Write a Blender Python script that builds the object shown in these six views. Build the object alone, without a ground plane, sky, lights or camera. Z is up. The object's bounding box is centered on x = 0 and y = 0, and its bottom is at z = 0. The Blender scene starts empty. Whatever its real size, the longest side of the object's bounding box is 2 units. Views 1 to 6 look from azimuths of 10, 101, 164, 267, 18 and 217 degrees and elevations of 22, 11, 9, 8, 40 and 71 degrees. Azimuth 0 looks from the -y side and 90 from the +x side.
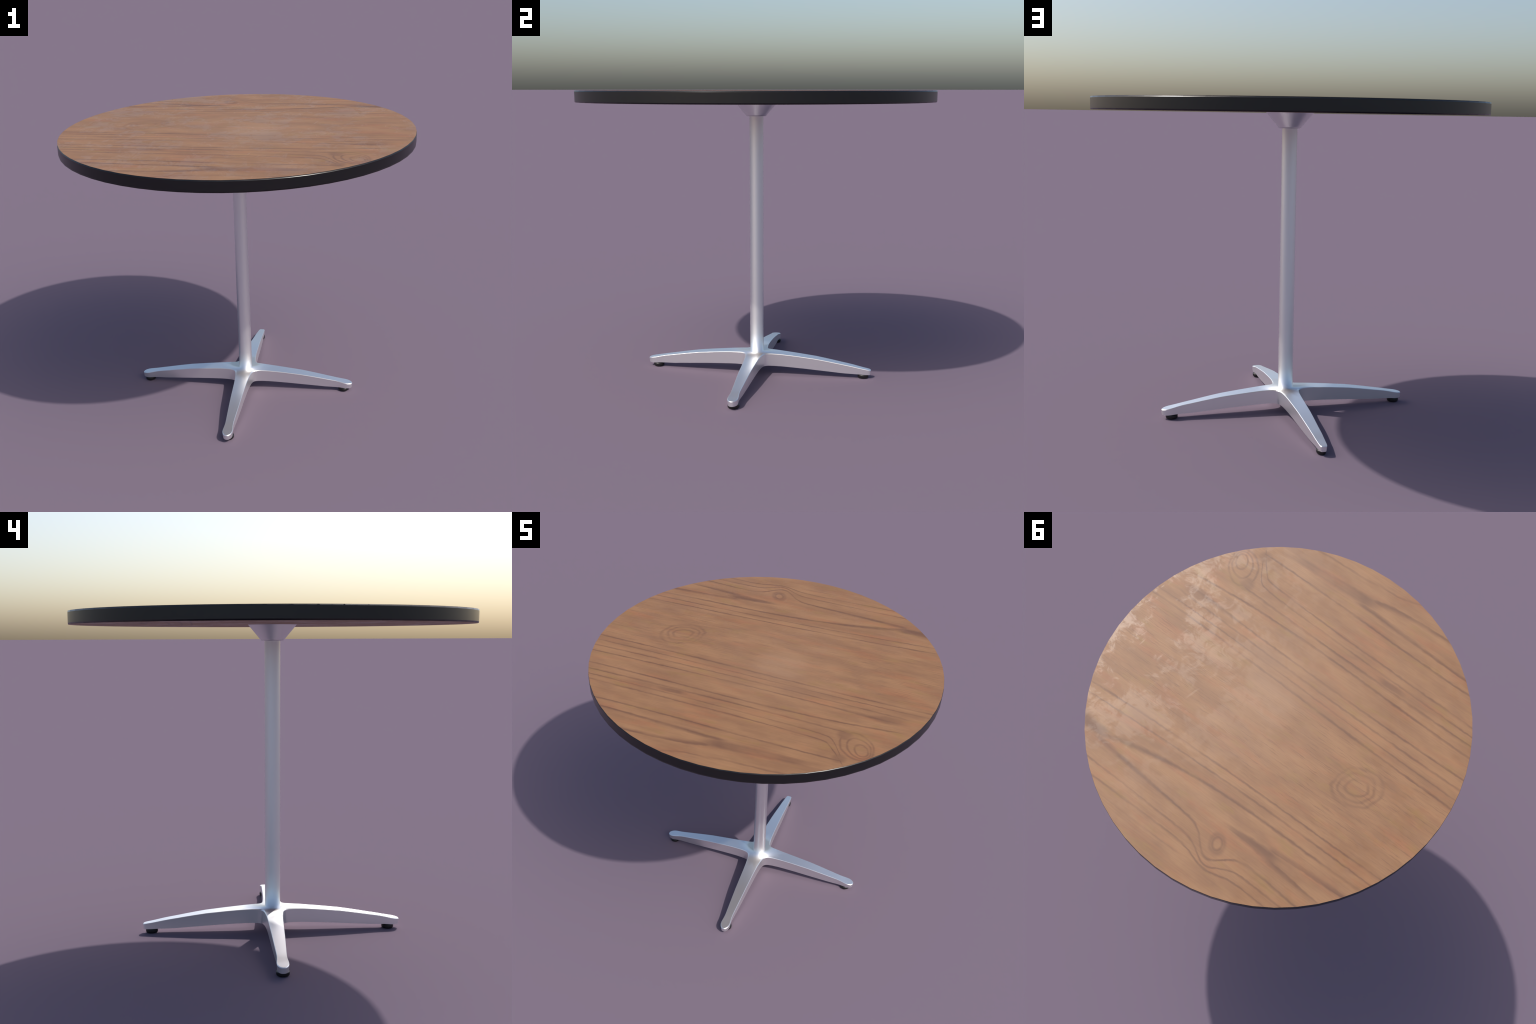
"""Round pedestal table: laminate wood top with a black edge band, a slim
aluminium column with a conical top plate, and a four-star cast foot on
black glides.  Everything is lofted from profiles and rules."""
import bpy
from math import sin, cos, pi, radians, sqrt, atan2
from mathutils import Vector

# ------------------------------------------------------------------ sizes (m)
FACETS = 60                    # the round top is a 60-sided polygon
TOP_R = 1.000
TOP_Z, TOP_BOTTOM_Z = 1.6456, 1.5826
LIP = 0.0068                   # height of the eased edge, above and below
COLUMN_R = 0.0395
CONE_Z = 1.5030                # underside of the conical mounting plate
LEG_LEN = 0.668


# ------------------------------------------------------------------ helpers
def lerp(a, b, t):
    return a + (b - a) * t


def table(points, x):
    """piecewise-linear profile look-up"""
    if x <= points[0][0]:
        return points[0][1]
    for (x0, y0), (x1, y1) in zip(points, points[1:]):
        if x <= x1:
            return lerp(y0, y1, (x - x0) / (x1 - x0))
    return points[-1][1]


def smooth_table(points, x):
    """Catmull-Rom style profile look-up"""
    n = len(points)
    if x <= points[0][0]:
        return points[0][1]
    if x >= points[-1][0]:
        return points[-1][1]
    for i in range(n - 1):
        x0, y0 = points[i]
        x1, y1 = points[i + 1]
        if x <= x1:
            def slope(k):
                if k == 0 or k == n - 1:
                    a, b = (0, 1) if k == 0 else (n - 2, n - 1)
                else:
                    a, b = k - 1, k + 1
                return (points[b][1] - points[a][1]) / (points[b][0] - points[a][0])
            h = x1 - x0
            t = (x - x0) / h
            return ((2 * t**3 - 3 * t**2 + 1) * y0 + (t**3 - 2 * t**2 + t) * h * slope(i)
                    + (-2 * t**3 + 3 * t**2) * y1 + (t**3 - t**2) * h * slope(i + 1))


class Builder:
    """collects faces together with the shading normal of every corner"""

    def __init__(self):
        self.verts, self.index = [], {}
        self.faces, self.normals, self.mats = [], [], []

    def v(self, p):
        key = (round(p[0], 6), round(p[1], 6), round(p[2], 6))
        if key not in self.index:
            self.index[key] = len(self.verts)
            self.verts.append(tuple(p))
        return self.index[key]

    def face(self, pts, nrm, mat=0):
        ids = [self.v(p) for p in pts]
        keep = [k for k in range(len(ids)) if ids[k] != ids[k - 1]]
        if len(keep) < 3:
            return
        self.faces.append([ids[k] for k in keep])
        self.normals.extend(Vector(nrm[k]).normalized() for k in keep)
        self.mats.append(mat)

    def mesh(self, name, materials):
        me = bpy.data.meshes.new(name)
        me.from_pydata(self.verts, [], self.faces)
        for m in materials:
            me.materials.append(m)
        me.polygons.foreach_set("material_index", self.mats)
        me.polygons.foreach_set("use_smooth", [True] * len(self.faces))
        me.normals_split_custom_set([tuple(n) for n in self.normals])
        me.update()
        return me


def add_object(name, data, parent=None):
    ob = bpy.data.objects.new(name, data)
    bpy.context.scene.collection.objects.link(ob)
    ob.parent = parent
    return ob


def tilted(az, elev):
    return Vector((cos(az) * cos(elev), sin(az) * cos(elev), sin(elev)))


def lathe(b, rings, segs, close_bottom=None, close_top=None, mat=0):
    """rings: list of (r0, z0, elev0, r1, z1, elev1) bands with normal tilts"""
    for r0, z0, e0, r1, z1, e1 in rings:
        for k in range(segs):
            a, c = 2 * pi * k / segs, 2 * pi * (k + 1) / segs
            b.face([(r0 * cos(a), r0 * sin(a), z0), (r0 * cos(c), r0 * sin(c), z0),
                    (r1 * cos(c), r1 * sin(c), z1), (r1 * cos(a), r1 * sin(a), z1)],
                   [tilted(a, e0), tilted(c, e0), tilted(c, e1), tilted(a, e1)], mat)
    for cap, up in ((close_bottom, -1), (close_top, 1)):
        if cap:
            r, z = cap
            ring = [(r * cos(2 * pi * k / segs), r * sin(2 * pi * k / segs), z) for k in range(segs)]
            if up < 0:
                ring.reverse()
            b.face(ring, [(0, 0, up)] * segs, mat)


# ------------------------------------------------------------------ node kit
class Nodes:
    def __init__(self, name):
        self.mat = bpy.data.materials.new(name)
        self.mat.use_nodes = True
        self.t = self.mat.node_tree
        self.t.nodes.clear()
        self.out = self.t.nodes.new("ShaderNodeOutputMaterial")
        self.bsdf = self.t.nodes.new("ShaderNodeBsdfPrincipled")
        self.t.links.new(self.bsdf.outputs[0], self.out.inputs[0])

    def put(self, socket, val):
        if hasattr(val, "is_linked"):
            self.t.links.new(val, socket)
        else:
            socket.default_value = val

    def m(self, op, a, b=0.0, c=0.0, clamp=False):
        n = self.t.nodes.new("ShaderNodeMath")
        n.operation, n.use_clamp = op, clamp
        for s, v in zip(n.inputs, (a, b, c)):
            self.put(s, v)
        return n.outputs[0]

    def step(self, x, lo, hi, a=0.0, b=1.0):
        n = self.t.nodes.new("ShaderNodeMapRange")
        n.interpolation_type = 'SMOOTHSTEP'
        for s, v in zip(n.inputs, (x, lo, hi, a, b)):
            self.put(s, v)
        return n.outputs[0]

    def combine(self, x, y, z):
        n = self.t.nodes.new("ShaderNodeCombineXYZ")
        for s, v in zip(n.inputs, (x, y, z)):
            self.put(s, v)
        return n.outputs[0]

    def noise(self, x, y, sx, sy, seed, detail=3.0, rough=0.5, distort=0.0):
        """2D noise, sx / sy cycles per metre"""
        v = self.combine(self.m('MULTIPLY', x, sx), self.m('MULTIPLY', y, sy), seed)
        n = self.t.nodes.new("ShaderNodeTexNoise")
        n.inputs["Scale"].default_value = 1.0
        n.inputs["Detail"].default_value = detail
        n.inputs["Roughness"].default_value = rough
        n.inputs["Distortion"].default_value = distort
        self.put(n.inputs["Vector"], v)
        return n.outputs[0]

    def mix(self, fac, a, b, blend='MIX'):
        n = self.t.nodes.new("ShaderNodeMix")
        n.data_type, n.blend_type = 'RGBA', blend
        self.put(n.inputs[0], fac)
        self.put(n.inputs[6], a)
        self.put(n.inputs[7], b)
        return n.outputs[2]


def srgb(r, g, b):
    f = lambda c: ((c / 255 + 0.055) / 1.055) ** 2.4 if c > 10 else c / 255 / 12.92
    return (f(r), f(g), f(b), 1.0)


# ------------------------------------------------------------------ materials
def metal_material():
    n = Nodes("cast_aluminium")
    p = n.bsdf.inputs
    p["Base Color"].default_value = (0.85, 0.85, 0.86, 1)
    p["Metallic"].default_value = 0.92
    p["Roughness"].default_value = 0.38
    return n.mat


def black_material(name, col, rough):
    n = Nodes(name)
    p = n.bsdf.inputs
    p["Base Color"].default_value = (*col, 1)
    p["Roughness"].default_value = rough
    return n.mat


def wood_material():
    """Wood-grain laminate.  The grain runs along x.  Every growth line is
    y = a + b x + c x^2 + d x^3, pushed aside where a knot sits in its way."""
    n = Nodes("wood_laminate")
    tc = n.t.nodes.new("ShaderNodeTexCoord")
    sep = n.t.nodes.new("ShaderNodeSeparateXYZ")
    n.t.links.new(tc.outputs["Object"], sep.inputs[0])
    x, y0 = sep.outputs[0], sep.outputs[1]

    # gentle wander of all lines plus a slightly torn edge
    wander = n.m('MULTIPLY', n.m('SUBTRACT', n.noise(x, y0, 3.5, 9, 1.3, 2), 0.5), 0.006)
    torn = n.m('MULTIPLY', n.m('SUBTRACT', n.noise(x, y0, 26, 60, 4.1, 2), 0.5), 0.011)
    y = n.m('ADD', y0, n.m('ADD', wander, torn))
    fade = n.noise(x, y0, 4.0, 14, 7.7, 2)            # lines come and go
    fade = n.step(fade, 0.28, 0.66, 0.42, 1.12)

    acc = None

    def darken(mask):
        nonlocal acc
        acc = mask if acc is None else n.m('MAXIMUM', acc, mask)

    def line(a, b=0.0, c=0.0, d=0.0, near=0.008, far=0.008, s=0.8, lo=None, hi=None,
             bump=None, hinge=None, soft=0.05, grow=None, core=False):
        h = n.m('MULTIPLY_ADD', x, d, c) if d else c
        h = n.m('MULTIPLY_ADD', x, h, b)
        h = n.m('MULTIPLY_ADD', x, h, a)
        if bump:
            xc, w, amp = bump
            q = n.m('MULTIPLY', n.m('SUBTRACT', x, xc), 1.0 / w)
            q = n.m('MULTIPLY', q, n.m('MULTIPLY', q, -1.0))
            h = n.m('MULTIPLY_ADD', n.m('EXPONENT', q), amp, h)
        if hinge:
            xc, k = hinge
            q = n.m('SUBTRACT', x, xc)                 # rounded corner, then a straight flank
            q = n.m('ADD', q, n.m('SQRT', n.m('MULTIPLY_ADD', q, q, 0.0009)))
            h = n.m('MULTIPLY_ADD', q, k * .5, h)
        t = n.m('MULTIPLY', n.m('SUBTRACT', y, h), 1.1)
        if grow:                                       # thickness changes along x
            x0, x1, f0, f1 = grow
            t = n.m('DIVIDE', t, n.step(x, x0, x1, f0, f1))
        flat = .35 if core else .0                     # a stain keeps its full tone over some width
        mask = n.m('MULTIPLY', n.step(t, -near, -near * flat), n.step(t, far * flat, far, s, 0.0))
        if lo is not None:
            mask = n.m('MULTIPLY', mask, n.step(x, lo - soft, lo + soft))
        if hi is not None:
            mask = n.m('MULTIPLY', mask, n.step(x, hi - soft, hi + soft, 1.0, 0.0))
        darken(mask)

    # ---- lines below the middle (towards -y)
    line(-0.932, 0.158, -0.694, 1.059, .011, .015, .75, lo=.04, hi=.46)
    line(-0.936, -0.08, -1.0, 0, .014, .012, .75, hi=.0)
    line(-0.702, -0.042, 0.008, 0.034, .012, .011, 1.0, hi=.64, soft=.01)
    line(-0.561, -0.039, -0.015, 0, .010, .010, .95, hinge=(.53, -1.25), hi=.645, soft=.01)
    line(-0.517, -0.036, -0.012, 0, .009, .009, .85, hinge=(.545, -1.75), hi=.63, soft=.03)
    line(-0.463, -0.028, -0.015, 0, .010, .014, .95, hi=.61, soft=.02)
    line(-0.418, -0.019, 0.040, .031, .010, .013, 1.0, hi=.86)
    line(-0.282, -0.026, -0.016, .003, .010, .011, .95, grow=(.45, .75, 1.0, 2.4), hi=.86)
    line(-0.230, -0.029, -0.013, .005, .010, .011, .85, hi=.88)
    line(-0.186, -0.033, 0.002, .012, .008, .008, .80)
    line(-0.141, -0.039, 0.003, .013, .013, .010, 1.0)
    # ---- lines above the middle (towards +y)
    line(0.401, 0.017, 0.018, .013, .009, .010, .90, hi=.93)
    line(0.450, 0.029, 0.024, -.002, .009, .010, .90)
    line(0.513, 0.069, 0.121, .073, .013, .013, .95, hi=.67, soft=.03, grow=(.05, .5, 1.0, 2.2))
    line(0.703, -0.064, -0.012, -.011, .011, .013, 1.0, bump=(-.170, .098, .102), hi=.67,
         soft=.03, grow=(.1, .55, 1.0, 2.1))
    line(0.777, -0.021, 0.002, .001, .009, .010, .85, bump=(-.185, .095, .066))
    line(0.825, -0.003, 0.030, -.013, .009, .011, .85, bump=(-.195, .105, .038))
    line(0.879, 0.018, -0.059, .077, .008, .008, .45, lo=-.05)
    # ---- forked flames: a broad stain that splits into two lines
    line(-0.815, 0.03, 0, 0, .048, .048, .95, lo=-.03, hi=.46, soft=.07, grow=(.0, .45, 1.0, .7), core=True)
    line(-0.836, 0.30, 0.75, .68, .012, .030, .95, hi=.0, soft=.05, grow=(-.45, -.02, .8, 1.25))
    line(-0.776, -0.060, 0.006, .02, .022, .013, .95, hi=.05, soft=.05, grow=(-.6, 0, .8, 1.4))
    line(0.621, -0.01, 0.0, 0, .042, .042, .95, lo=-.46, hi=-.17, soft=.05, grow=(-.42, -.12, 1.0, .35), core=True)
    line(0.630, 0.088, 0.0, -.03, .032, .010, .95, hi=-.40, soft=.03)
    line(0.612, -0.062, 0.018, 0, .010, .032, .95, hi=-.40, soft=.03)
    line(0.618, 0.004, 0.0, 0, .058, .056, 1.0, lo=.63, soft=.05, grow=(.6, .95, .75, 1.1), core=True)
    # ---- short blotch trapped between two lines, and small corner shadows
    line(-0.480, -0.010, 0, 0, .030, .028, .85, lo=-.44, hi=-.31, soft=.04, core=True)

    def blob(cx, cy, rx, ry, s):
        dx = n.m('MULTIPLY', n.m('SUBTRACT', x, cx), 1 / rx)
        dy = n.m('MULTIPLY', n.m('SUBTRACT', y, cy), 1 / ry)
        r2 = n.m('MULTIPLY_ADD', dx, dx, n.m('MULTIPLY', dy, dy))
        return n.step(r2, 0.0, 1.0, s, 0.0)

    darken(blob(0.597, -0.508, .055, .050, .75))
    darken(blob(0.618, -0.703, .050, .040, .70))
    darken(blob(0.770, -0.305, .12, .040, .60))

    # ---- knots: rings of a tilted ellipse whose centre drifts outwards
    def knot(cx, cy, ang, ra, rb, rings, wob, seed, drift=(0, 0), cut=None):
        wx = n.m('MULTIPLY', n.m('SUBTRACT', n.noise(x, y0, 16, 16, seed, 1), 0.5), wob)
        dx, dy = n.m('SUBTRACT', x, cx), n.m('SUBTRACT', y0, cy)
        for k, (r, w, s) in enumerate(rings):
            ex = n.m('SUBTRACT', dx, drift[0] * k)
            ey = n.m('SUBTRACT', dy, drift[1] * k)
            u = n.m('ADD', n.m('MULTIPLY', ex, cos(ang) / ra), n.m('MULTIPLY', ey, sin(ang) / ra))
            v = n.m('ADD', n.m('MULTIPLY', ex, -sin(ang) / rb), n.m('MULTIPLY', ey, cos(ang) / rb))
            q = n.m('SQRT', n.m('MULTIPLY_ADD', u, u, n.m('MULTIPLY', v, v)))
            q = n.m('ADD', q, wx)
            t = n.m('ABSOLUTE', n.m('SUBTRACT', q, r))
            mask = n.step(t, 0.0, w, s, 0.0)
            if cut:
                mask = n.m('MULTIPLY', mask, n.step(y0, cut - .02, cut + .02, 1.0, 0.0))
            darken(mask)

    knot(.707, -.600, radians(127), .047, .033,
         [(1.0, .26, .80), (1.75, .28, .78), (2.45, .30, .72)], .45, 3.3, drift=(-.015, .012))
    knot(-.173, .728, radians(120), .033, .025, [(1.0, .50, 1.0), (1.4, .8, .7)], .25, 5.9)
    knot(-.554, .079, radians(37), .058, .045,
         [(1.0, .24, .62), (1.65, .26, .55), (2.25, .28, .50)], .7, 9.2)

    grain = n.m('MULTIPLY', acc, fade)

    # ---- fine fibres, short pores
    fibre = n.noise(x, y, 3.0, 160, 12.0, 3, .6)
    pores = n.noise(x, y, 7.0, 210, 17.0, 2, .6)
    # pores show mostly in the quiet middle band
    quiet = n.m('MULTIPLY', n.step(y, -.20, -.06), n.step(y, .30, .42, 1.0, 0.0))
    pores = n.m('MULTIPLY', n.step(pores, .53, .68), n.m('MULTIPLY_ADD', quiet, .34, .06))
    cloud = n.noise(x, y0, 3.2, 11, 21.0, 4, .55)
    cloud2 = n.noise(x, y0, 6.0, 15, 27.0, 3, .5)
    red = n.noise(x, y0, 3.0, 13, 33.0, 4, .55)
    green = n.noise(x, y0, 5.0, 14, 41.0, 3, .55)

    col = n.mix(n.step(cloud, .30, .70), WOOD_DARK, WOOD_LIGHT)
    col = n.mix(n.step(cloud2, .55, .80, 0, .35), col, WOOD_DARK2)
    col = n.mix(n.step(red, .48, .76, 0, .45), col, WOOD_RED)
    col = n.mix(n.step(green, .54, .76, 0, .65), col, WOOD_GREEN)
    col = n.mix(n.step(fibre, .30, .68, .15, 0.0), col, WOOD_LINE)
    col = n.mix(pores, col, WOOD_LINE)
    col = n.mix(n.m('MULTIPLY', grain, 0.72, clamp=True), col, WOOD_LINE)
    # soft pale round spot in the colour, near the middle of the table
    ox, oy = n.m('SUBTRACT', x, .09), n.m('SUBTRACT', y0, -.02)
    rr = n.m('MULTIPLY_ADD', ox, ox, n.m('MULTIPLY', oy, oy))
    pale_spot = n.m('ADD', n.step(rr, 0.0, .30, .16, 0.0), n.step(rr, 0.0, .035, .30, 0.0))
    pale_spot = n.m('MULTIPLY', pale_spot, n.step(cloud2, .2, .8, .6, 1.1))
    col = n.mix(pale_spot, col, WOOD_PALE)
    n.put(n.bsdf.inputs["Base Color"], col)

    # ---- handling marks live in the gloss: smeared wipes and a few scratches
    wipe = n.noise(x, y0, 13.0, 13.0, 51.0, 10, .74, .9)
    zone = n.noise(x, y0, 3.2, 3.2, 58.0, 2)
    wipe = n.step(n.m('MULTIPLY_ADD', zone, .75, wipe), .82, 1.00)
    # a few dry strokes across the grain
    sx = n.m('ADD', n.m('MULTIPLY', x, .25), n.m('MULTIPLY', y0, .97))
    sy = n.m('ADD', n.m('MULTIPLY', x, -.97), n.m('MULTIPLY', y0, .25))
    scratch = n.noise(sx, sy, 9, 34, 61.0, 2)
    scratch = n.m('MULTIPLY', n.step(scratch, .66, .76), .9)
    gloss = n.m('MAXIMUM', wipe, scratch)
    n.bsdf.inputs["Specular IOR Level"].default_value = 0.42
    n.put(n.bsdf.inputs["Roughness"], n.m('MULTIPLY_ADD', gloss, WIPE_ROUGH - BASE_ROUGH, BASE_ROUGH))
    return n.mat


WOOD_LIGHT = srgb(151, 112, 78)
WOOD_DARK = srgb(134, 97, 68)
WOOD_DARK2 = srgb(121, 89, 69)
WOOD_RED = srgb(156, 98, 65)
WOOD_GREEN = srgb(140, 108, 64)
WOOD_LINE = srgb(98, 67, 51)
WOOD_PALE = srgb(160, 127, 100)
BASE_ROUGH, WIPE_ROUGH = 0.53, 0.36

METAL = metal_material()
WOOD = wood_material()
BAND = black_material("black_edge_band", (0.0045, 0.0045, 0.005), 0.28)
RUBBER = black_material("black_glide", (0.006, 0.006, 0.0065), 0.42)

# ------------------------------------------------------------------ the table
root = add_object("pedestal_table", None)
root.empty_display_size = 0.2
root["label"] = "round wood-top pedestal table with black edge and four-star aluminium base"
root["category"] = "table"


def ring_point(r, k, z):
    a = 2 * pi * k / FACETS
    return (r * cos(a), r * sin(a), z)


# ---- tabletop: wood-grain slab
R_FACE = TOP_R - 0.0012
b = Builder()
for k in range(FACETS):
    p, q = ring_point(R_FACE, k, TOP_BOTTOM_Z), ring_point(R_FACE, k + 1, TOP_BOTTOM_Z)
    t, u = ring_point(R_FACE, k, TOP_Z), ring_point(R_FACE, k + 1, TOP_Z)
    am = 2 * pi * (k + .5) / FACETS
    b.face([p, q, u, t], [tilted(am, 0)] * 4)
b.face([ring_point(R_FACE, k, TOP_Z) for k in range(FACETS)], [(0, 0, 1)] * FACETS)
b.face([ring_point(R_FACE, -k, TOP_BOTTOM_Z) for k in range(FACETS)], [(0, 0, -1)] * FACETS)
tabletop = add_object("tabletop", b.mesh("tabletop", [WOOD]), root)

# ---- black edge band, eased above and below
b = Builder()
z_hi, z_lo = TOP_Z - LIP, TOP_BOTTOM_Z + LIP
R_LIP = TOP_R - 0.0011
for k in range(FACETS):
    a0, a1 = 2 * pi * k / FACETS, 2 * pi * (k + 1) / FACETS
    am = (a0 + a1) / 2

    def quad(r0, z0, n0, r1, z1, n1):
        b.face([ring_point(r0, k, z0), ring_point(r0, k + 1, z0),
                ring_point(r1, k + 1, z1), ring_point(r1, k, z1)],
               [n0[0], n0[1], n1[1], n1[0]])

    rad = lambda e: (tilted(a0, radians(e)), tilted(a1, radians(e)))
    flat = lambda e: (tilted(am, radians(e)), tilted(am, radians(e)))
    quad(TOP_R, z_lo, rad(0), TOP_R, z_hi, rad(0))                       # face
    quad(TOP_R, z_hi, rad(30), R_LIP, TOP_Z - .0002, flat(62))           # upper ease
    quad(R_LIP, TOP_BOTTOM_Z + .0002, flat(-62), TOP_R, z_lo, rad(-30))  # lower ease
    quad(R_LIP, TOP_Z - .0002, flat(70), .985, TOP_Z - .012, flat(70))   # buried inner side
    quad(.985, TOP_Z - .012, flat(180), .985, TOP_BOTTOM_Z + .012, flat(180))
    quad(.985, TOP_BOTTOM_Z + .012, flat(-70), R_LIP, TOP_BOTTOM_Z + .0002, flat(-70))
add_object("edge_band", b.mesh("edge_band", [BAND]), tabletop)

# ---- conical mounting plate
b = Builder()
e_cone = -atan2(.122 - .0625, TOP_BOTTOM_Z - .0105 - CONE_Z)
lathe(b, [(.122, TOP_BOTTOM_Z - .0006, e_cone, .0622, 1.5112, e_cone),
          (.0622, 1.5112, e_cone, .0550, CONE_Z, radians(-75))][::-1], 64)
lathe(b, [], 64, close_bottom=(.0550, CONE_Z), close_top=(.122, TOP_BOTTOM_Z - .0006))
for f in b.faces[:128]:
    f.reverse()
nn = b.normals
for i in range(0, 128 * 4, 4):
    nn[i:i + 4] = nn[i:i + 4][::-1]
add_object("mounting_cone", b.mesh("mounting_cone", [METAL]), root)

# ---- column: one long drawn tube, softly blended into the foot
HUB_Z = 0.1265
RING_ELEV = radians(38)         # shading tilt shared by column and foot where they meet
b = Builder()
COLUMN_TILT = [(HUB_Z - .001, RING_ELEV), (.150, radians(27)), (.185, radians(18)), (.240, radians(10)),
               (.320, radians(6)), (.450, radians(4)), (CONE_Z + .012, 0.0)]
lathe(b, [(COLUMN_R, z0, e0, COLUMN_R, z1, e1)
          for (z0, e0), (z1, e1) in zip(COLUMN_TILT, COLUMN_TILT[1:])], 48,
      close_bottom=(COLUMN_R, HUB_Z - .001), close_top=(COLUMN_R, CONE_Z + .012))
add_object("column", b.mesh("column", [METAL]), root)

# ---- four-star cast foot ------------------------------------------------
LEG_TOP = [(.03, .1272), (.06, .1268), (.10, .1258), (.15, .1230), (.20, .1190), (.25, .1146),
           (.315, .1080), (.35, .1045), (.44, .0907), (.50, .0806), (.56, .0707), (.62, .0583), (.655, .0522), (.676, .0482)]
LEG_BOTTOM = [(.05, .0530), (.10, .0526), (.15, .0508), (.20, .0480), (.26, .0445), (.31, .0415), (.39, .0355),
              (.44, .0322), (.51, .0262), (.56, .0245), (.60, .0232), (.635, .0212), (.676, .0208)]
# plan outline of one side of a leg: along, half width, chamfer
SHANK = [(.0610, .0610, .0085), (.0690, .0548, .0075), (.0850, .0495, .0048), (.110, .0453, .0032),
         (.150, .0412, .0025), (.200, .0382, .0021), (.250, .0362, .0020), (.300, .0344, .0020),
         (.350, .0326, .0020), (.400, .0307, .0020), (.450, .0285, .0020), (.500, .0263, .0020)]
PADDLE_END = [(.540, .0245, .0020), (.565, .0237, .0020), (.585, .0245, .0021), (.605, .0268, .0022),
              (.622, .0287, .0024), (.637, .0281, .0027), (.648, .0250, .0030), (.657, .0203, .0032),
              (.6635, .0145, .0032), (.6675, .0085, .0032), (.6685, 0.0, .0032)]
# one of the four legs runs out straight, without the paddle
PLAIN_END = [(.535, .0252, .0020), (.570, .0240, .0020), (.600, .0225, .0020), (.630, .0208, .0020),
             (.650, .0196, .0021), (.660, .0187, .0022), (.668, .0170, .0026), (.6730, .0143, .0028),
             (.6755, .0110, .0030), (.6762, .0060, .0030), (.6762, 0.0, .0030)]
# where each outline station meets the middle line (first ones fan round the column)
FAN = [45, 27, 12, 0]
SPAN = 5


def outline_normal(outline, i):
    pts = [(p[0], p[1]) for p in outline]
    prev = (pts[1][1], pts[1][0]) if i == 0 else pts[i - 1]
    nxt = (pts[-2][0], -pts[-2][1]) if i == len(pts) - 1 else pts[i + 1]
    tx, ty = nxt[0] - prev[0], nxt[1] - prev[1]
    return Vector((-ty, tx, 0)).normalized()


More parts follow.
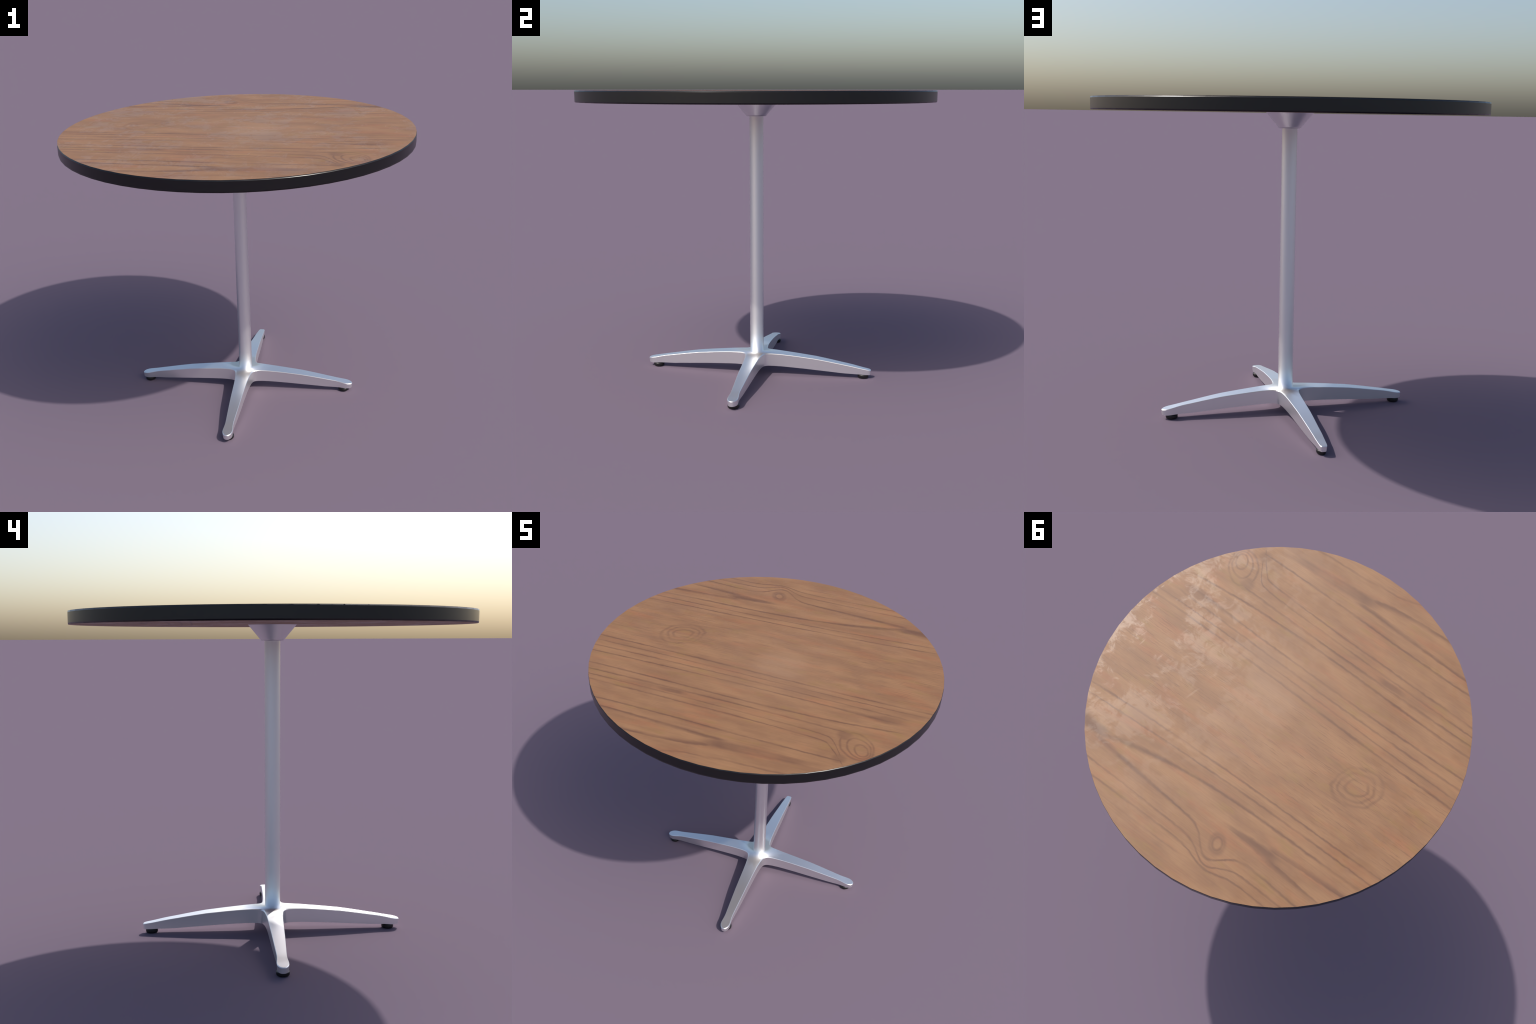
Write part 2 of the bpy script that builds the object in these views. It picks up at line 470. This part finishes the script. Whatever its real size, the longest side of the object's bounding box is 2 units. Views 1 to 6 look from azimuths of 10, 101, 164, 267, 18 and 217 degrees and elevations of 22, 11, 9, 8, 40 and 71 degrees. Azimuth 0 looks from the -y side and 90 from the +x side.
def leg_mesh(outline):
    b = Builder()
    n = len(outline)

    def top_normal(px, py):
        e = .004
        r = max(abs(px), abs(py))
        s = (smooth_table(LEG_TOP, r + e) - smooth_table(LEG_TOP, r - e)) / (2 * e)
        if abs(px) > .09:
            base = Vector((-s, 0, 1)).normalized()
        else:
            base = Vector((0, 0, 1))
        d = sqrt(px * px + py * py)
        blend = max(0.0, min(1.0, (.15 - d) / (.15 - COLUMN_R)))
        rad = Vector((px, py, 0)).normalized()
        e45 = (pi / 2 - RING_ELEV) * blend
        return (base * cos(e45) + rad * sin(e45)).normalized()

    def zt(px, py):
        return smooth_table(LEG_TOP, max(abs(px), abs(py)))

    rows = []
    for i, (px, py, c) in enumerate(outline):
        nv = outline_normal(outline, i)
        if i < len(FAN):
            a = radians(FAN[i])
            cx, cy = COLUMN_R * cos(a), COLUMN_R * sin(a)
        else:
            f = (i - len(FAN) + 1) / (n - len(FAN))
            cx = table([(0, COLUMN_R), (1, outline[-1][0] - .004)], f)
            cx = lerp(cx, px, min(1.0, max(0.0, (px - .11) / .2)))
            cx, cy = min(cx, outline[-1][0] - .004), 0.0
        ix, iy = px - nv.x * c, max(0.0, py - nv.y * c)
        zi = zt(ix, iy)
        span = [(lerp(cx, ix, k / SPAN), lerp(cy, iy, k / SPAN)) for k in range(SPAN + 1)]
        top = [(sx, sy, zt(sx, sy)) for sx, sy in span]
        draft = .0022 * min(1.0, max(0.0, (px - .45) / .15))
        bx, by = px - nv.x * draft, max(0.0, py - nv.y * draft)
        zb = smooth_table(LEG_BOTTOM, px)
        drop = c * table([(.06, .55), (.12, .9), (.3, 1.0)], px)
        rows.append(dict(top=top, n_top=[top_normal(*s) for s in span], nv=nv,
                         edge=(px, py, zi - drop), low=(bx, by, zb),
                         n_cham=(nv + Vector((0, 0, 1.1))).normalized()))
    flip = lambda p: (p[0], -p[1], p[2])
    for i in range(n - 1):
        r, s = rows[i], rows[i + 1]
        sheets = []
        for k in range(SPAN):
            sheets.append(([r["top"][k], s["top"][k], s["top"][k + 1], r["top"][k + 1]],
                           [r["n_top"][k], s["n_top"][k], s["n_top"][k + 1], r["n_top"][k + 1]]))
        sheets.append(([r["top"][-1], s["top"][-1], s["edge"], r["edge"]],
                       [r["n_cham"], s["n_cham"], s["n_cham"], r["n_cham"]]))
        sheets.append(([r["edge"], s["edge"], s["low"], r["low"]],
                       [r["nv"], s["nv"], s["nv"], r["nv"]]))
        for pts, nrm in sheets:
            b.face(pts, nrm)
            b.face([flip(p) for p in pts[::-1]], [flip(v) for v in nrm[::-1]])
        down = [(0, 0, -1)] * 4
        b.face([r["low"], s["low"], flip(s["low"]), flip(r["low"])], down)
    z0 = rows[0]["low"][2]
    b.face([(0, 0, z0), rows[0]["low"], flip(rows[0]["low"])], [(0, 0, -1)] * 3)
    return b.mesh("leg", [METAL])


def glide_mesh():
    b = Builder()
    rd = radians
    lathe(b, [(.0280, 0.0, rd(-55), .0311, .0040, rd(-12)),
              (.0311, .0040, rd(-12), .0315, .0080, rd(0)),
              (.0315, .0080, rd(0), .0315, .0165, rd(0)),
              (.0315, .0165, rd(35), .0290, .0195, rd(60)),
              (.0290, .0195, rd(60), .0200, .0205, rd(85)),
              (.0200, .0205, rd(0), .0200, .0310, rd(0))], 32,
          close_bottom=(.0280, 0.0), close_top=(.0200, .0310))
    return b.mesh("foot_glide", [RUBBER])


PADDLE_LEG, PLAIN_LEG, GLIDE = leg_mesh(SHANK + PADDLE_END), leg_mesh(SHANK + PLAIN_END), glide_mesh()
# the glides are screwed in by hand: each sits at its own distance
for quarter, reach in enumerate((.615, .631, .625, .609)):
    leg = add_object("leg", PLAIN_LEG if quarter == 1 else PADDLE_LEG, root)
    leg.rotation_euler = (0, 0, quarter * pi / 2)
    glide = add_object("foot_glide", GLIDE, leg)
    glide.location = (reach, 0, 0)
    glide.scale = (1.0, .74 if quarter == 1 else 1.0, 1.0)
bpy.context.view_layer.update()
